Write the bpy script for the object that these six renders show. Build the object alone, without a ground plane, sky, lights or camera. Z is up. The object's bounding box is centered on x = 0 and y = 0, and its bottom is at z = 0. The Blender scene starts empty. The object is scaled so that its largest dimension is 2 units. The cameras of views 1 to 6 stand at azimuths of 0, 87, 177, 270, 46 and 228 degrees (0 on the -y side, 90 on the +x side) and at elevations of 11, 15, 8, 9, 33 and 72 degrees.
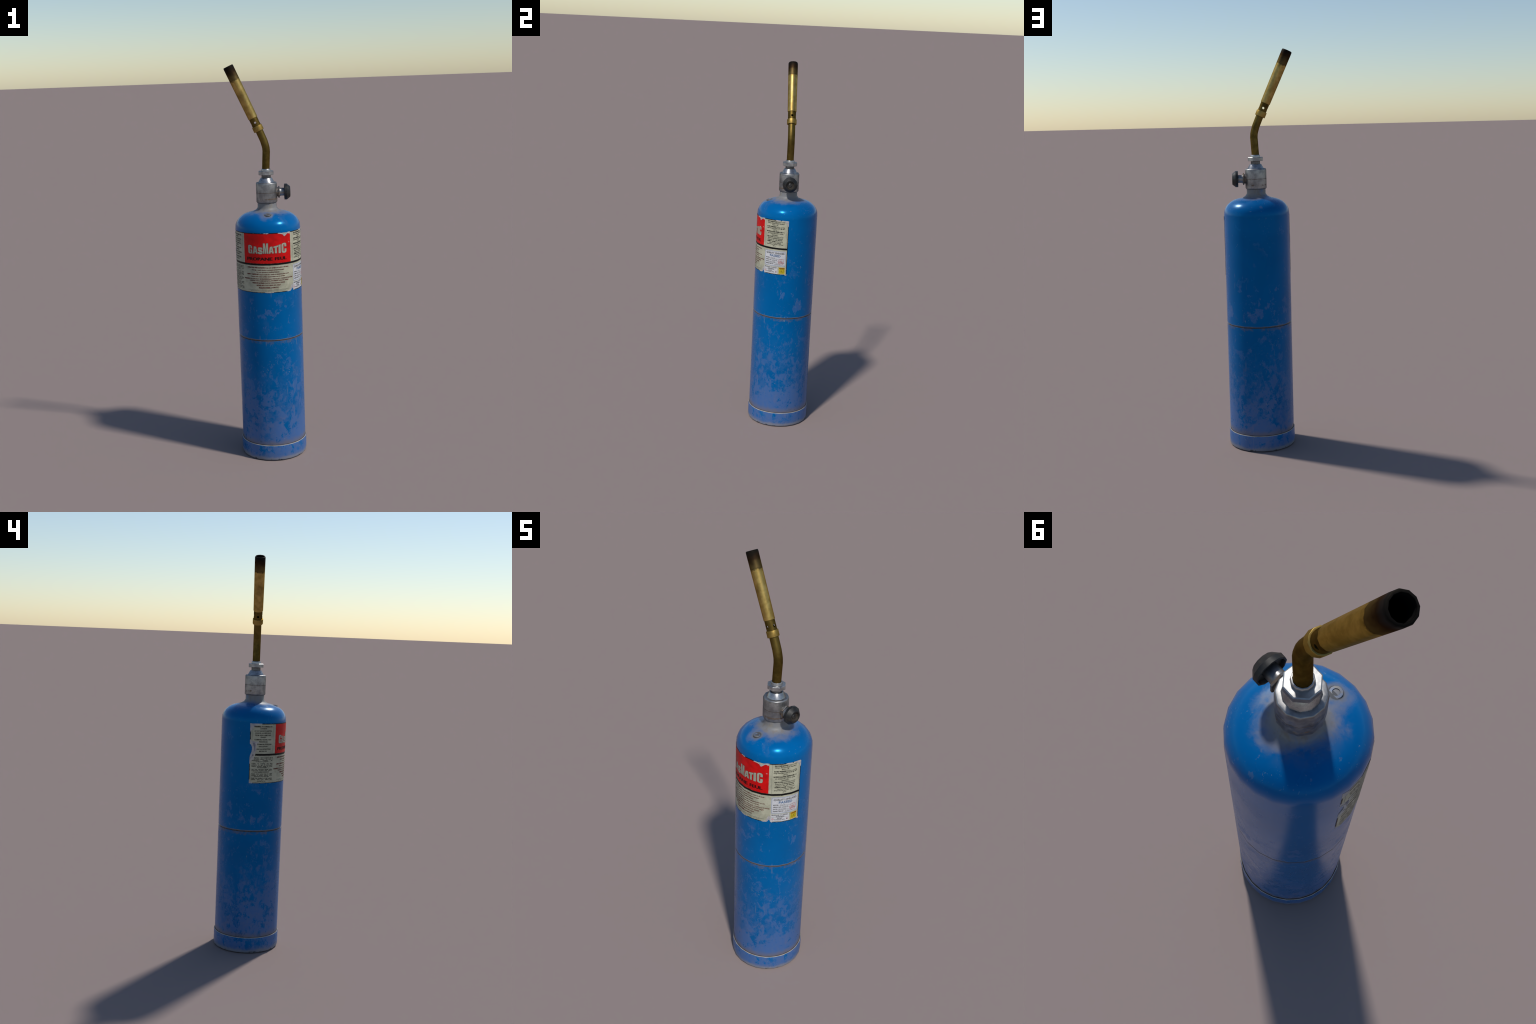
"""Hand propane torch: a worn blue steel gas cylinder with a torn paper label,
a cast valve with a black knob, a bent brass pipe and a soot-stained burner tube."""
import bpy, bmesh, math, random
from mathutils import Vector, Matrix

AX = 0.0119                      # x of the cylinder axis
R = 0.1645                       # cylinder wall, corner radius of the 24-sided tank
SIDES = 24
RAD = math.radians

# ------------------------------------------------------------------ node helpers
class Mat:
    def __init__(self, name):
        self.m = bpy.data.materials.new(name)
        self.m.use_nodes = True
        self.t = self.m.node_tree
        self.b = self.t.nodes["Principled BSDF"]
        tc = self.t.nodes.new("ShaderNodeTexCoord")
        self.co = tc.outputs["Object"]
        self.sep = self.new("ShaderNodeSeparateXYZ")
        self.link(self.co, self.sep.inputs[0])
        self.x, self.y, self.z = self.sep.outputs

    def new(self, kind, **kw):
        n = self.t.nodes.new(kind)
        for k, v in kw.items():
            setattr(n, k, v)
        return n

    def link(self, a, b):
        self.t.links.new(a, b)

    def put(self, sock, v):
        if isinstance(v, bpy.types.NodeSocket):
            self.link(v, sock)
        elif isinstance(v, (tuple, list)) and len(v) == 3 and sock.type == "RGBA":
            sock.default_value = (*v, 1)
        else:
            sock.default_value = v

    def math(self, op, a, b=0.0, c=0.0, clamp=False):
        n = self.new("ShaderNodeMath", operation=op, use_clamp=clamp)
        for s, v in zip(n.inputs, (a, b, c)):
            self.put(s, v)
        return n.outputs[0]

    def add(self, a, b): return self.math("ADD", a, b)
    def sub(self, a, b): return self.math("SUBTRACT", a, b)
    def mul(self, a, b): return self.math("MULTIPLY", a, b)

    def ramp(self, v, lo, hi, a=0.0, b=1.0, smooth=True):
        """value v mapped from lo..hi to a..b, clamped"""
        n = self.new("ShaderNodeMapRange", interpolation_type="SMOOTHSTEP" if smooth else "LINEAR", clamp=True)
        for s, q in zip(n.inputs, (v, lo, hi, a, b)):
            self.put(s, q)
        return n.outputs[0]

    def band(self, v, lo, hi, soft):
        return self.mul(self.ramp(v, lo - soft, lo + soft), self.ramp(v, hi - soft, hi + soft, 1, 0))

    def mix(self, f, a, b):
        n = self.new("ShaderNodeMix", data_type="RGBA", clamp_factor=True)
        self.put(n.inputs[0], f); self.put(n.inputs[6], a); self.put(n.inputs[7], b)
        return n.outputs[2]

    def lerp(self, f, a, b):
        n = self.new("ShaderNodeMix", data_type="FLOAT", clamp_factor=True)
        self.put(n.inputs[0], f); self.put(n.inputs[2], a); self.put(n.inputs[3], b)
        return n.outputs[0]

    def coords(self, scale=(1, 1, 1), loc=(0, 0, 0), rot=(0, 0, 0)):
        n = self.new("ShaderNodeMapping")
        self.link(self.co, n.inputs[0])
        n.inputs["Location"].default_value = loc
        n.inputs["Rotation"].default_value = rot
        n.inputs["Scale"].default_value = scale
        return n.outputs[0]

    def noise(self, scale, detail=4, rough=0.55, distort=0.0, vec=None, lac=2.0):
        n = self.new("ShaderNodeTexNoise")
        self.link(vec or self.co, n.inputs["Vector"])
        n.inputs["Scale"].default_value = scale
        n.inputs["Detail"].default_value = detail
        n.inputs["Roughness"].default_value = rough
        n.inputs["Lacunarity"].default_value = lac
        n.inputs["Distortion"].default_value = distort
        return n.outputs["Fac"]

    def radius(self):
        return self.math("SQRT", self.add(self.mul(self.x, self.x), self.mul(self.y, self.y)))

    def bump(self, h, strength=0.2, dist=0.001):
        n = self.new("ShaderNodeBump")
        self.put(n.inputs["Strength"], strength)
        self.put(n.inputs["Distance"], dist)
        self.put(n.inputs["Height"], h)
        self.link(n.outputs[0], self.b.inputs["Normal"])

    def done(self, color, rough=0.5, metal=0.0, spec=0.5):
        self.put(self.b.inputs["Base Color"], color)
        self.put(self.b.inputs["Roughness"], rough)
        self.put(self.b.inputs["Metallic"], metal)
        self.put(self.b.inputs["Specular IOR Level"], spec)
        return self.m


def srgb(r, g, b):
    f = lambda c: (c / 255 / 12.92) if c <= 10 else ((c / 255 + 0.055) / 1.055) ** 2.4
    return (f(r), f(g), f(b))


BLUE = (0.0004, 0.095, 0.288)
DUST = (0.056, 0.128, 0.325)
GREY = (0.21, 0.205, 0.20)


def paint_material(name, base_ring=False):
    m = Mat(name)
    z = m.z
    big = m.noise(6, 3, 0.5)
    n1 = m.noise(24, 8, 0.66, 0.6, m.coords((1, 1, 0.8)))
    n2 = m.noise(62, 6, 0.65, 0.4, m.coords((1, 1, 0.7), (3, 1, 2)))
    n3 = m.noise(170, 4, 0.65, 0.3, m.coords((1, 1, 0.8), (2, 9, 4)))
    patch = m.add(m.add(m.mul(n1, 0.58), m.mul(n2, 0.27)), m.mul(n3, 0.15))
    patch = m.add(patch, m.mul(m.sub(big, 0.5), 0.22))
    # dust builds up towards the foot; the upper body only has stray smudges
    if base_ring:
        thr = 0.478
    else:
        thr = m.ramp(z, 0.10, 0.60, 0.445, 0.575, False)
    hard = m.ramp(m.sub(patch, thr), -0.030, m.ramp(z, 0.1, 0.5, 0.030, 0.050))
    hard = m.mul(hard, m.ramp(z, 0.12, 0.55, 0.90, 0.45))
    if not base_ring:
        hard = m.mul(hard, m.ramp(z, 0.78, 0.90, 1, 0))
        # stray smudges between the seam and the label, a few centimetres across
        sm = m.add(m.mul(m.noise(13, 3, 0.5, 0.3, m.coords((1, 1, 0.9), (6, 3, 0.4))), 0.75), m.mul(n2, 0.25))
        sm = m.mul(m.ramp(sm, 0.560, 0.605), m.math("MAXIMUM", m.band(z, 0.66, 0.85, 0.02), m.mul(m.band(z, 0.85, 1.15, 0.03), 0.35)))
        sm2 = m.mul(m.ramp(sm, 0.0, 1.0), m.ramp(n3, 0.30, 0.60, 0.25, 0.62))
        hard = m.math("MAXIMUM", hard, sm2)
    veil = m.ramp(z, 0.08, 0.60, 0.62, 0.0)
    cloud = m.noise(14, 7, 0.66, 0.3, m.coords((1, 1, 0.6), (7, 2, 5)))
    veil = m.mul(veil, m.ramp(m.add(m.mul(cloud, 0.6), m.mul(n2, 0.4)), 0.42, 0.60))
    dust = m.math("MAXIMUM", hard, veil)
    tone = m.noise(5, 2, 0.5)
    blue = m.mix(m.ramp(tone, 0.35, 0.65), BLUE, (0.0004, 0.106, 0.318))
    dustcol = m.mix(m.ramp(n2, 0.4, 0.65), DUST, (0.072, 0.133, 0.300))
    col = m.mix(dust, blue, dustcol)
    # dried grey-brown smears
    smear = m.ramp(m.noise(13, 6, 0.65, 0.4, m.coords((1, 1, 1), (11, 4, 9))), 0.585, 0.66)
    smear = m.mul(smear, m.ramp(z, 0.0, 0.9, 0.45, 0.0, False))
    col = m.mix(smear, col, (0.115, 0.135, 0.25))
    # fine pale chips in loose clusters, elongated a little
    cl = m.ramp(m.noise(11, 3, 0.5, 0, m.coords((1, 1, 1), (2, 8, 3))), 0.50, 0.66)
    ch = m.ramp(m.noise(150, 3, 0.6, 0.6, m.coords((1, 1, 0.55))), 0.63, 0.69)
    chips = m.mul(m.mul(ch, cl), 0.5)
    col = m.mix(chips, col, m.mix(m.ramp(z, 0.6, 1.0), (0.30, 0.32, 0.28), (0.16, 0.25, 0.34)))
    # thin vertical scratches
    sv = m.noise(60, 2, 0.5, 0.0, m.coords((1, 1, 0.10), (5, 0, 1), (0.05, 0.06, 0)))
    sc = m.mul(m.ramp(sv, 0.66, 0.70), m.ramp(m.noise(9, 2), 0.52, 0.60))
    col = m.mix(m.mul(sc, 0.35), col, (0.13, 0.18, 0.29))
    rough = m.lerp(dust, m.ramp(m.noise(9, 4), 0.3, 0.7, 0.20, 0.28), 0.46)
    wob = m.noise(30, 4)
    if base_ring:
        edge_n = m.sub(m.noise(22, 5, 0.6), 0.5)
        low = m.ramp(m.add(z, m.mul(edge_n, 0.030)), 0.009, 0.023, 1, 0)
        col = m.mix(m.mul(low, 0.85), col, (0.235, 0.225, 0.21))
        mid = m.ramp(m.add(z, m.mul(edge_n, 0.05)), 0.012, 0.040, 0.45, 0)
        col = m.mix(mid, col, (0.16, 0.17, 0.24))
        black = m.mul(m.ramp(z, 0.004, 0.013, 1, 0), m.ramp(m.noise(26, 4), 0.54, 0.60))
        col = m.mix(black, col, (0.03, 0.03, 0.032))
        lip = m.ramp(m.add(z, m.mul(m.sub(wob, 0.5), 0.003)), 0.0775, 0.0795)
        col = m.mix(lip, col, (0.40, 0.38, 0.33))
        inner = m.ramp(m.radius(), 0.1652, 0.1668, 1, 0)
        col = m.mix(m.mul(inner, lip), col, (0.10, 0.075, 0.055))
        rough = m.lerp(m.math("MAXIMUM", lip, low), rough, 0.6)
    else:
        r = m.radius()
        # dirt above the foot ring, plus a brown occlusion line painted at the joint
        d = m.ramp(m.add(z, m.mul(m.sub(wob, 0.5), 0.03)), 0.082, 0.118, 0.75, 0)
        col = m.mix(d, col, (0.155, 0.135, 0.14))
        joint_shade = m.ramp(z, 0.080, 0.0865, 0.9, 0)
        col = m.mix(joint_shade, col, (0.07, 0.052, 0.04))
        # girth seam: pale upper lip, brown groove, soft dirt below
        lipz = m.band(z, 0.6405, 0.6445, 0.0008)
        col = m.mix(m.mul(lipz, m.ramp(wob, 0.35, 0.6, 0.3, 0.75)), col, (0.19, 0.165, 0.13))
        gro = m.band(m.add(z, m.mul(m.sub(m.noise(90, 3), 0.5), 0.0016)), 0.6345, 0.6408, 0.0009)
        col = m.mix(m.mul(gro, 0.95), col, (0.080, 0.060, 0.044))
        below = m.mul(m.band(m.add(z, m.mul(m.sub(n2, 0.5), 0.03)), 0.622, 0.637, 0.006), m.ramp(n1, 0.42, 0.62))
        col = m.mix(m.mul(below, 0.62), col, (0.125, 0.11, 0.12))
        # grey dust lying on the shoulder round the neck
        top = m.ramp(z, 1.19, 1.24)
        cn = m.noise(20, 6, 0.62, 0.5, m.coords((1, 1, 0.6), (1, 6, 2)))
        cb = m.noise(9, 2, 0.5, 0, m.coords((1, 1, 1), (4, 4, 4)))
        side = m.add(m.mul(m.x, 0.16), m.mul(m.y, -0.16))
        e = m.add(m.add(r, m.mul(m.sub(cn, 0.5), -0.085)), m.mul(m.sub(cb, 0.5), -0.10))
        e = m.sub(e, side)
        nd = m.mul(m.ramp(e, 0.058, 0.112, 1, 0), top)
        ncol = m.mix(m.ramp(r, 0.050, 0.085), (0.250, 0.215, 0.150), (0.185, 0.185, 0.225))
        col = m.mix(m.mul(nd, 0.84), col, ncol)
        veil2 = m.mul(m.mul(m.ramp(r, 0.06, 0.125, 0.35, 0), top), m.ramp(cn, 0.35, 0.6))
        col = m.mix(veil2, col, (0.12, 0.15, 0.22))
        # streaks running down the neck
        ns = m.ramp(m.noise(55, 4, 0.6, 0, m.coords((1, 1, 0.2))), 0.50, 0.62)
        col = m.mix(m.mul(m.mul(ns, m.ramp(z, 1.262, 1.285)), 0.4), col, (0.16, 0.12, 0.075))
        # brown ring of grime round the relief cap
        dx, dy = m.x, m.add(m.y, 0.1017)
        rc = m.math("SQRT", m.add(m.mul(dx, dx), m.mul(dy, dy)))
        ring = m.mul(m.ramp(m.add(rc, m.mul(m.sub(n2, 0.5), 0.018)), 0.015, 0.031, 0.75, 0), top)
        col = m.mix(ring, col, (0.165, 0.155, 0.135))
        cap_shade = m.mul(m.ramp(m.add(rc, m.mul(m.sub(n3, 0.5), 0.004)), 0.0165, 0.0195, 0.65, 0), top)  # ambient occlusion under the cap, painted onto the shoulder
        col = m.mix(cap_shade, col, (0.045, 0.040, 0.034))
        # pale worn chips where the shoulder turns into the wall
        rim = m.band(z, 1.205, 1.245, 0.012)
        rch = m.ramp(m.noise(70, 4, 0.65, 0.5, m.coords((1, 1, 1), (9, 3, 1))), 0.60, 0.66)
        rcl = m.ramp(m.noise(14, 2, 0.5, 0, m.coords((1, 1, 1), (2, 2, 7))), 0.54, 0.64)
        col = m.mix(m.mul(m.mul(m.mul(rch, rcl), rim), 0.6), col, (0.12, 0.22, 0.36))
        rough = m.lerp(m.mul(nd, 0.9), rough, 0.55)
    m.bump(m.add(m.mul(dust, 0.25), m.noise(120, 3)), 0.06, 0.0005)
    tint = m.mix(dust, (0.05, 0.50, 1.0), (0.5, 0.7, 1.0))
    if not base_ring:
        tint = m.mix(nd, tint, (0.8, 0.8, 0.75))
    m.put(m.b.inputs["Specular Tint"], tint)
    return m.done(col, rough, 0.0, 0.5)


def cast_metal(name, level=0.50, rough=0.40, rust=True, seam=None, low_rust=None, brown=0.0, grain=1.0):
    m = Mat(name)
    n = m.noise(34, 5, 0.6)
    n2 = m.noise(90, 4, 0.6, 0, m.coords((1, 1, 1), (3, 7, 1)))
    k = m.ramp(n, 0.32, 0.68)
    col = m.mix(k, (level * 0.62, level * 0.62, level * 0.63), (level * 1.10, level * 1.09, level * 1.06))
    rgh = m.ramp(n2, 0.3, 0.7, rough - 0.06 * grain, rough + 0.08 * grain)
    metal = 0.88
    if rust:
        r = m.ramp(m.noise(26, 6, 0.7, 0.4, m.coords((1, 1, 1), (8, 2, 5))), 0.60, 0.72)
        if brown:
            r = m.math("MAXIMUM", r, m.mul(m.ramp(n, 0.42, 0.56), brown))
        col = m.mix(m.mul(r, 0.62), col, (0.20, 0.125, 0.065))
        rgh = m.lerp(r, rgh, 0.7)
    if seam is not None:
        wz = m.add(m.z, m.mul(m.sub(m.noise(40, 3), 0.5), 0.0022))
        s = m.mul(m.band(wz, seam - 0.0012, seam + 0.0012, 0.0008), m.ramp(m.noise(45, 3), 0.34, 0.52, 0.35, 1))
        col = m.mix(m.mul(s, 0.85), col, (0.12, 0.08, 0.05))
        rgh = m.lerp(s, rgh, 0.75)
    if low_rust is not None:
        wz = m.add(m.z, m.mul(m.sub(n2, 0.5), 0.010))
        s = m.mul(m.band(wz, low_rust - 0.004, low_rust + 0.003, 0.002), m.ramp(m.noise(24, 3, 0.5, 0, m.coords((1, 1, 0.3), (1, 5, 5))), 0.50, 0.58))
        col = m.mix(m.mul(s, 0.7), col, (0.20, 0.125, 0.07))
        rgh = m.lerp(s, rgh, 0.75)
    m.bump(n2, 0.05 * grain, 0.0006)
    m.put(m.b.inputs["Specular Tint"], (0.42, 0.42, 0.44))
    return m.done(col, rgh, metal, 0.5)


def brass(name, bright, dark, rough, soot=False, mott=1.0):
    m = Mat(name)
    n = m.noise(22, 5, 0.6, 0.4)
    n2 = m.noise(60, 4, 0.6, 0.2, m.coords((1, 1, 0.6), (4, 4, 1)))
    k = m.math("MULTIPLY", m.ramp(m.add(m.mul(n, 0.7), m.mul(n2, 0.3)), 0.36, 0.62, 1, 0), mott)
    col = m.mix(k, bright, dark)
    rgh = m.lerp(k, rough, rough + 0.12)
    metal = 0.92
    if soot:
        # local z runs from the sleeve's foot (0) to the mouth (0.277)
        w = m.add(m.z, m.mul(m.sub(m.noise(48, 5, 0.62), 0.5), 0.036))
        tarnish = m.ramp(w, 0.2005, 0.2055)
        col = m.mix(m.mul(tarnish, 0.88), col, (0.085, 0.060, 0.026))
        rim = m.mul(m.band(w, 0.199, 0.2065, 0.002), 0.55)
        col = m.mix(rim, col, (0.05, 0.035, 0.016))
        w2 = m.add(m.z, m.mul(m.sub(m.noise(24, 4, 0.6, 0, m.coords((1, 1, 1), (3, 3, 8))), 0.5), 0.055))
        burnt = m.ramp(w2, 0.208, 0.248)
        col = m.mix(m.mul(burnt, 0.93), col, (0.028, 0.015, 0.009))
        black = m.ramp(w2, 0.240, 0.276)
        col = m.mix(m.mul(black, 0.96), col, (0.006, 0.006, 0.006))
        rgh = m.lerp(m.math("MAXIMUM", m.mul(tarnish, 0.6), burnt), rgh, 0.62)
        metal = m.lerp(black, 0.92, 0.15)
        soot_spec = m.lerp(burnt, 0.5, 0.12)
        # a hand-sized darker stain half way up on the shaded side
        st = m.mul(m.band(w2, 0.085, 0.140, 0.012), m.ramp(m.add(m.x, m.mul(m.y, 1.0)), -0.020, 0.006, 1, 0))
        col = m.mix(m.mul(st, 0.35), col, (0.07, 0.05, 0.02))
    m.bump(n2, 0.06, 0.0006)
    m.put(m.b.inputs["Specular Tint"], (0.50, 0.38, 0.20))
    return m.done(col, rgh, metal, soot_spec if soot else 0.5)


def black_plastic(name):
    m = Mat(name)
    n = m.noise(30, 5, 0.6)
    col = m.mix(m.ramp(n, 0.4, 0.65), (0.010, 0.0105, 0.011), (0.020, 0.020, 0.0185))
    f = m.mul(m.ramp(m.noise(60, 4), 0.5, 0.65), 0.2)
    col = m.mix(f, col, (0.05, 0.043, 0.033))
    inside = m.mul(m.ramp(m.radius(), 0.018, 0.0225, 0.75, 0), m.ramp(m.z, 0.012, 0.016))
    col = m.mix(m.mul(inside, m.ramp(n, 0.35, 0.6, 0.5, 1)), col, (0.050, 0.040, 0.030))
    return m.done(col, 0.50, 0.0, 0.35)


def print_ink(name, color, fade=0.12, rough=0.42):
    m = Mat(name)
    n = m.noise(30, 5, 0.6)
    dark = tuple(c * (1 - fade) for c in color)
    light = tuple(min(1, c * (1 + fade)) for c in color)
    col = m.mix(m.ramp(n, 0.35, 0.65), dark, light)
    return m.done(col, rough, 0.0, 0.18)


def paper_cream(name):
    m = Mat(name)
    n = m.noise(18, 6, 0.62, 0.3)
    n2 = m.noise(70, 4, 0.6)
    col = m.mix(m.ramp(n, 0.36, 0.60), (0.320, 0.315, 0.232), (0.425, 0.415, 0.308))
    col = m.mix(m.mul(m.ramp(n2, 0.55, 0.72), 0.30), col, (0.27, 0.26, 0.19))
    return m.done(col, 0.45, 0.0, 0.25)


def paper_torn(name):
    m = Mat(name)
    n = m.noise(45, 6, 0.62, 0.5)
    col = m.mix(m.ramp(n, 0.36, 0.62), (0.31, 0.30, 0.32), (0.46, 0.43, 0.385))
    m.bump(n, 0.3, 0.001)
    return m.done(col, 0.7, 0.0, 0.3)


# ------------------------------------------------------------------ mesh helpers
ROOT = bpy.data.objects.new("propane_torch", None)
bpy.context.scene.collection.objects.link(ROOT)
ROOT.location = (AX, 0, 0)
ROOT.empty_display_size = 0.1
ROOT["label"] = "worn blue propane cylinder torch with bent brass burner"
ROOT["category"] = "blow torch"


def add_object(name, mesh, mat, parent=None, matrix=None):
    if mat is not None:
        mesh.materials.clear()
        mesh.materials.append(mat)
    ob = bpy.data.objects.new(name, mesh)
    bpy.context.scene.collection.objects.link(ob)
    ob.parent = parent or ROOT
    if matrix is not None:
        ob.matrix_local = matrix
    return ob


def lathe(name, profile, sides, turn=0.0, flat=False, sharp=32.0, closed=False):
    """Surface of revolution about z with `sides` corners. Corners of the profile
    sharper than `sharp` degrees are creased; round the axis the shading is smooth."""
    P = [Vector((r, z)) for r, z in profile]
    nseg = len(P) if closed else len(P) - 1
    segn = []
    for i in range(nseg):
        d = P[(i + 1) % len(P)] - P[i]
        segn.append(Vector((d.y, -d.x)).normalized())

    def pn(i, seg):
        """profile normal at point i as seen from segment seg"""
        other = None
        if i == seg:
            other = seg - 1 if (seg > 0 or closed) else None
        else:
            other = seg + 1 if (seg + 1 < nseg) else (0 if closed else None)
        if other is None:
            return segn[seg]
        o = segn[other % nseg]
        if segn[seg].angle(o, 0) > RAD(sharp):
            return segn[seg]
        la = (P[(seg + 1) % len(P)] - P[seg]).length
        lb = (P[(other % nseg + 1) % len(P)] - P[other % nseg]).length
        la, lb = min(la, lb * 4), min(lb, la * 4)      # broad faces keep their own normal
        return (segn[seg] * la + o * lb).normalized()

    verts, idx = [], []
    for r, z in profile:
        if r < 1e-6:
            idx.append([len(verts)] * sides)
            verts.append((0, 0, z))
        else:
            row = []
            for k in range(sides):
                a = RAD(turn) + math.tau * k / sides
                row.append(len(verts))
                verts.append((r * math.sin(a), -r * math.cos(a), z))
            idx.append(row)
    faces, norms = [], []
    for s in range(nseg):
        a, b = s, (s + 1) % len(P)
        for k in range(sides):
            k2 = (k + 1) % sides
            quad = [(idx[a][k], a, k), (idx[a][k2], a, k + 1), (idx[b][k2], b, k + 1), (idx[b][k], b, k)]
            seen, f = set(), []
            for q in quad:
                if q[0] not in seen:
                    seen.add(q[0])
                    f.append(q)
            if len(f) < 3:
                continue
            faces.append([q[0] for q in f])
            for _, pi, kk in f:
                n2 = pn(pi, s)
                ang = RAD(turn) + math.tau * ((k + 0.5) if flat else kk) / sides
                if P[pi].x < 1e-6 and not flat:
                    ang = RAD(turn) + math.tau * (k + 0.5) / sides
                norms.append(Vector((n2.x * math.sin(ang), -n2.x * math.cos(ang), n2.y)).normalized())
    me = bpy.data.meshes.new(name)
    me.from_pydata(verts, [], faces)
    me.validate()
    for p in me.polygons:
        p.use_smooth = True
    me.normals_split_custom_set(norms)
    return me


def smooth_by_angle(ob, deg=35):
    me = ob.data
    for p in me.polygons:
        p.use_smooth = True
    bm = bmesh.new(); bm.from_mesh(me)
    for e in bm.edges:
        e.smooth = len(e.link_faces) == 2 and e.calc_face_angle(0) < RAD(deg)
    bm.to_mesh(me); bm.free()


# ------------------------------------------------------------------ wrapping flat artwork on the tank wall
FACET = 360.0 / SIDES
MPD = R * math.pi / 180          # metres per degree along the wall


def wall_radius(deg):
    a = (deg % FACET) - FACET / 2
    return R * math.cos(RAD(FACET / 2)) / math.cos(RAD(a))


def wrap(verts, faces, lift, name):
    """flat artwork (x in degrees round the tank, y = height) laid on the faceted wall"""
    bm = bmesh.new()
    vs = [bm.verts.new((x, y, 0)) for x, y in verts]
    for f in faces:
        try:
            bm.faces.new([vs[i] for i in f])
        except ValueError:
            pass
    xs = [v[0] for v in verts]
    k = math.ceil((min(xs) + 1e-4) / FACET)
    while k * FACET < max(xs) - 1e-4:
        bmesh.ops.bisect_plane(bm, geom=bm.verts[:] + bm.edges[:] + bm.faces[:], dist=1e-6,
                               plane_co=(k * FACET, 0, 0), plane_no=(1, 0, 0))
        k += 1
    for f in bm.faces:
        if f.normal.z < 0:
            f.normal_flip()
    bm.normal_update()
    for f in bm.faces:
        if f.normal.z < 0:
            f.normal_flip()
    for v in bm.verts:
        d, h = v.co.x, v.co.y
        # edge rounding may leave a vertex a hair past a corner: harmless
        rr = wall_radius(d) + lift
        v.co = (rr * math.sin(RAD(d)), -rr * math.cos(RAD(d)), h)
    me = bpy.data.meshes.new(name)
    bm.to_mesh(me); bm.free()
    for p in me.polygons:
        p.use_smooth = True
    me.normals_split_custom_set_from_vertices([Vector((v.co.x, v.co.y, 0)).normalized() for v in me.vertices])
    return me


def fill(loops, offset=0.0):
    """closed outlines (first outer, then holes) in any flat frame -> triangles"""
    cu = bpy.data.curves.new("outline", "CURVE")
    cu.dimensions, cu.fill_mode = "2D", "BOTH"
    cu.offset = offset
    for lp in loops:
        s = cu.splines.new("POLY")
        s.points.add(len(lp) - 1)
        for p, q in zip(s.points, lp):
            p.co = (q[0], q[1], 0, 1)
        s.use_cyclic_u = True
    ob = bpy.data.objects.new("outline", cu)
    bpy.context.scene.collection.objects.link(ob)
    dg = bpy.context.evaluated_depsgraph_get()
    me = bpy.data.meshes.new_from_object(ob.evaluated_get(dg))
    v = [(p.co.x, p.co.y) for p in me.vertices]
    f = [tuple(p.vertices) for p in me.polygons]
    bpy.data.objects.remove(ob); bpy.data.curves.remove(cu); bpy.data.meshes.remove(me)
    return v, f


def to_deg(v):
    return [(x / MPD, y) for x, y in v]


def ragged(points, amp, step, rng, closed=True):
    """break every edge (degrees, metres) into short pieces pushed about at random"""
    out = []
    n = len(points)
    for i in range(n if closed else n - 1):
        (x0, y0), (x1, y1) = points[i], points[(i + 1) % n]
        L = math.hypot((x1 - x0) * MPD, y1 - y0)
        k = max(1, int(L / step))
        for j in range(k):
            t = j / k
            w = 0 if j == 0 else 1
            out.append((x0 + (x1 - x0) * t + w * rng.uniform(-amp, amp) / MPD, y0 + (y1 - y0) * t + w * rng.uniform(-amp, amp)))
    return out


def shape(name, loops_deg, lift, mat, parent, amp=0.0, step=0.004, seed=1):
    rng = random.Random(seed)
    if amp:
        loops_deg = [ragged(l, amp, step, rng) for l in loops_deg]
    v, f = fill([[(x * MPD, y) for x, y in l] for l in loops_deg])
    return add_object(name, wrap(to_deg(v), f, lift, name), mat, parent)


def rect(x0, x1, y0, y1):
    return [(x0, y0), (x1, y0), (x1, y1), (x0, y1)]


def round_rect(x0, x1, y0, y1, r, n=5):
    """corner radius r in metres; x in degrees"""
    rx = r / MPD
    out = []
    for cx, cy, a0 in ((x1 - rx, y0 + r, -90), (x1 - rx, y1 - r, 0), (x0 + rx, y1 - r, 90), (x0 + rx, y0 + r, 180)):
        for k in range(n + 1):
            a = RAD(a0 + 90 * k / n)
            out.append((cx + rx * math.cos(a), cy + r * math.sin(a)))
    return out


def circle(cx, cy, r, n=28, a0=0, a1=360):
    full = abs(a1 - a0) >= 360
    m = n if full else n + 1
    return [(cx + r / MPD * math.cos(RAD(a0 + (a1 - a0) * k / n)), cy + r * math.sin(RAD(a0 + (a1 - a0) * k / n))) for k in range(m)]


# ---- lettering from the built-in font
_words = {}


def glyphs(text, bold):
    key = (text, bold)
    if key not in _words:
        cu = bpy.data.curves.new("type", "FONT")
        cu.body, cu.size, cu.resolution_u, cu.offset = text, 1.0, 2, bold
        cu.fill_mode = "FRONT"
        ob = bpy.data.objects.new("type", cu)
        bpy.context.scene.collection.objects.link(ob)
        dg = bpy.context.evaluated_depsgraph_get()
        me = bpy.data.meshes.new_from_object(ob.evaluated_get(dg))
        v = [(p.co.x, p.co.y) for p in me.vertices]
        f = [tuple(p.vertices) for p in me.polygons]
        bpy.data.objects.remove(ob); bpy.data.curves.remove(cu); bpy.data.meshes.remove(me)
        _words[key] = (v, f)
    return _words[key]


CAP = max(y for x, y in glyphs("H", 0.0)[0])


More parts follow.
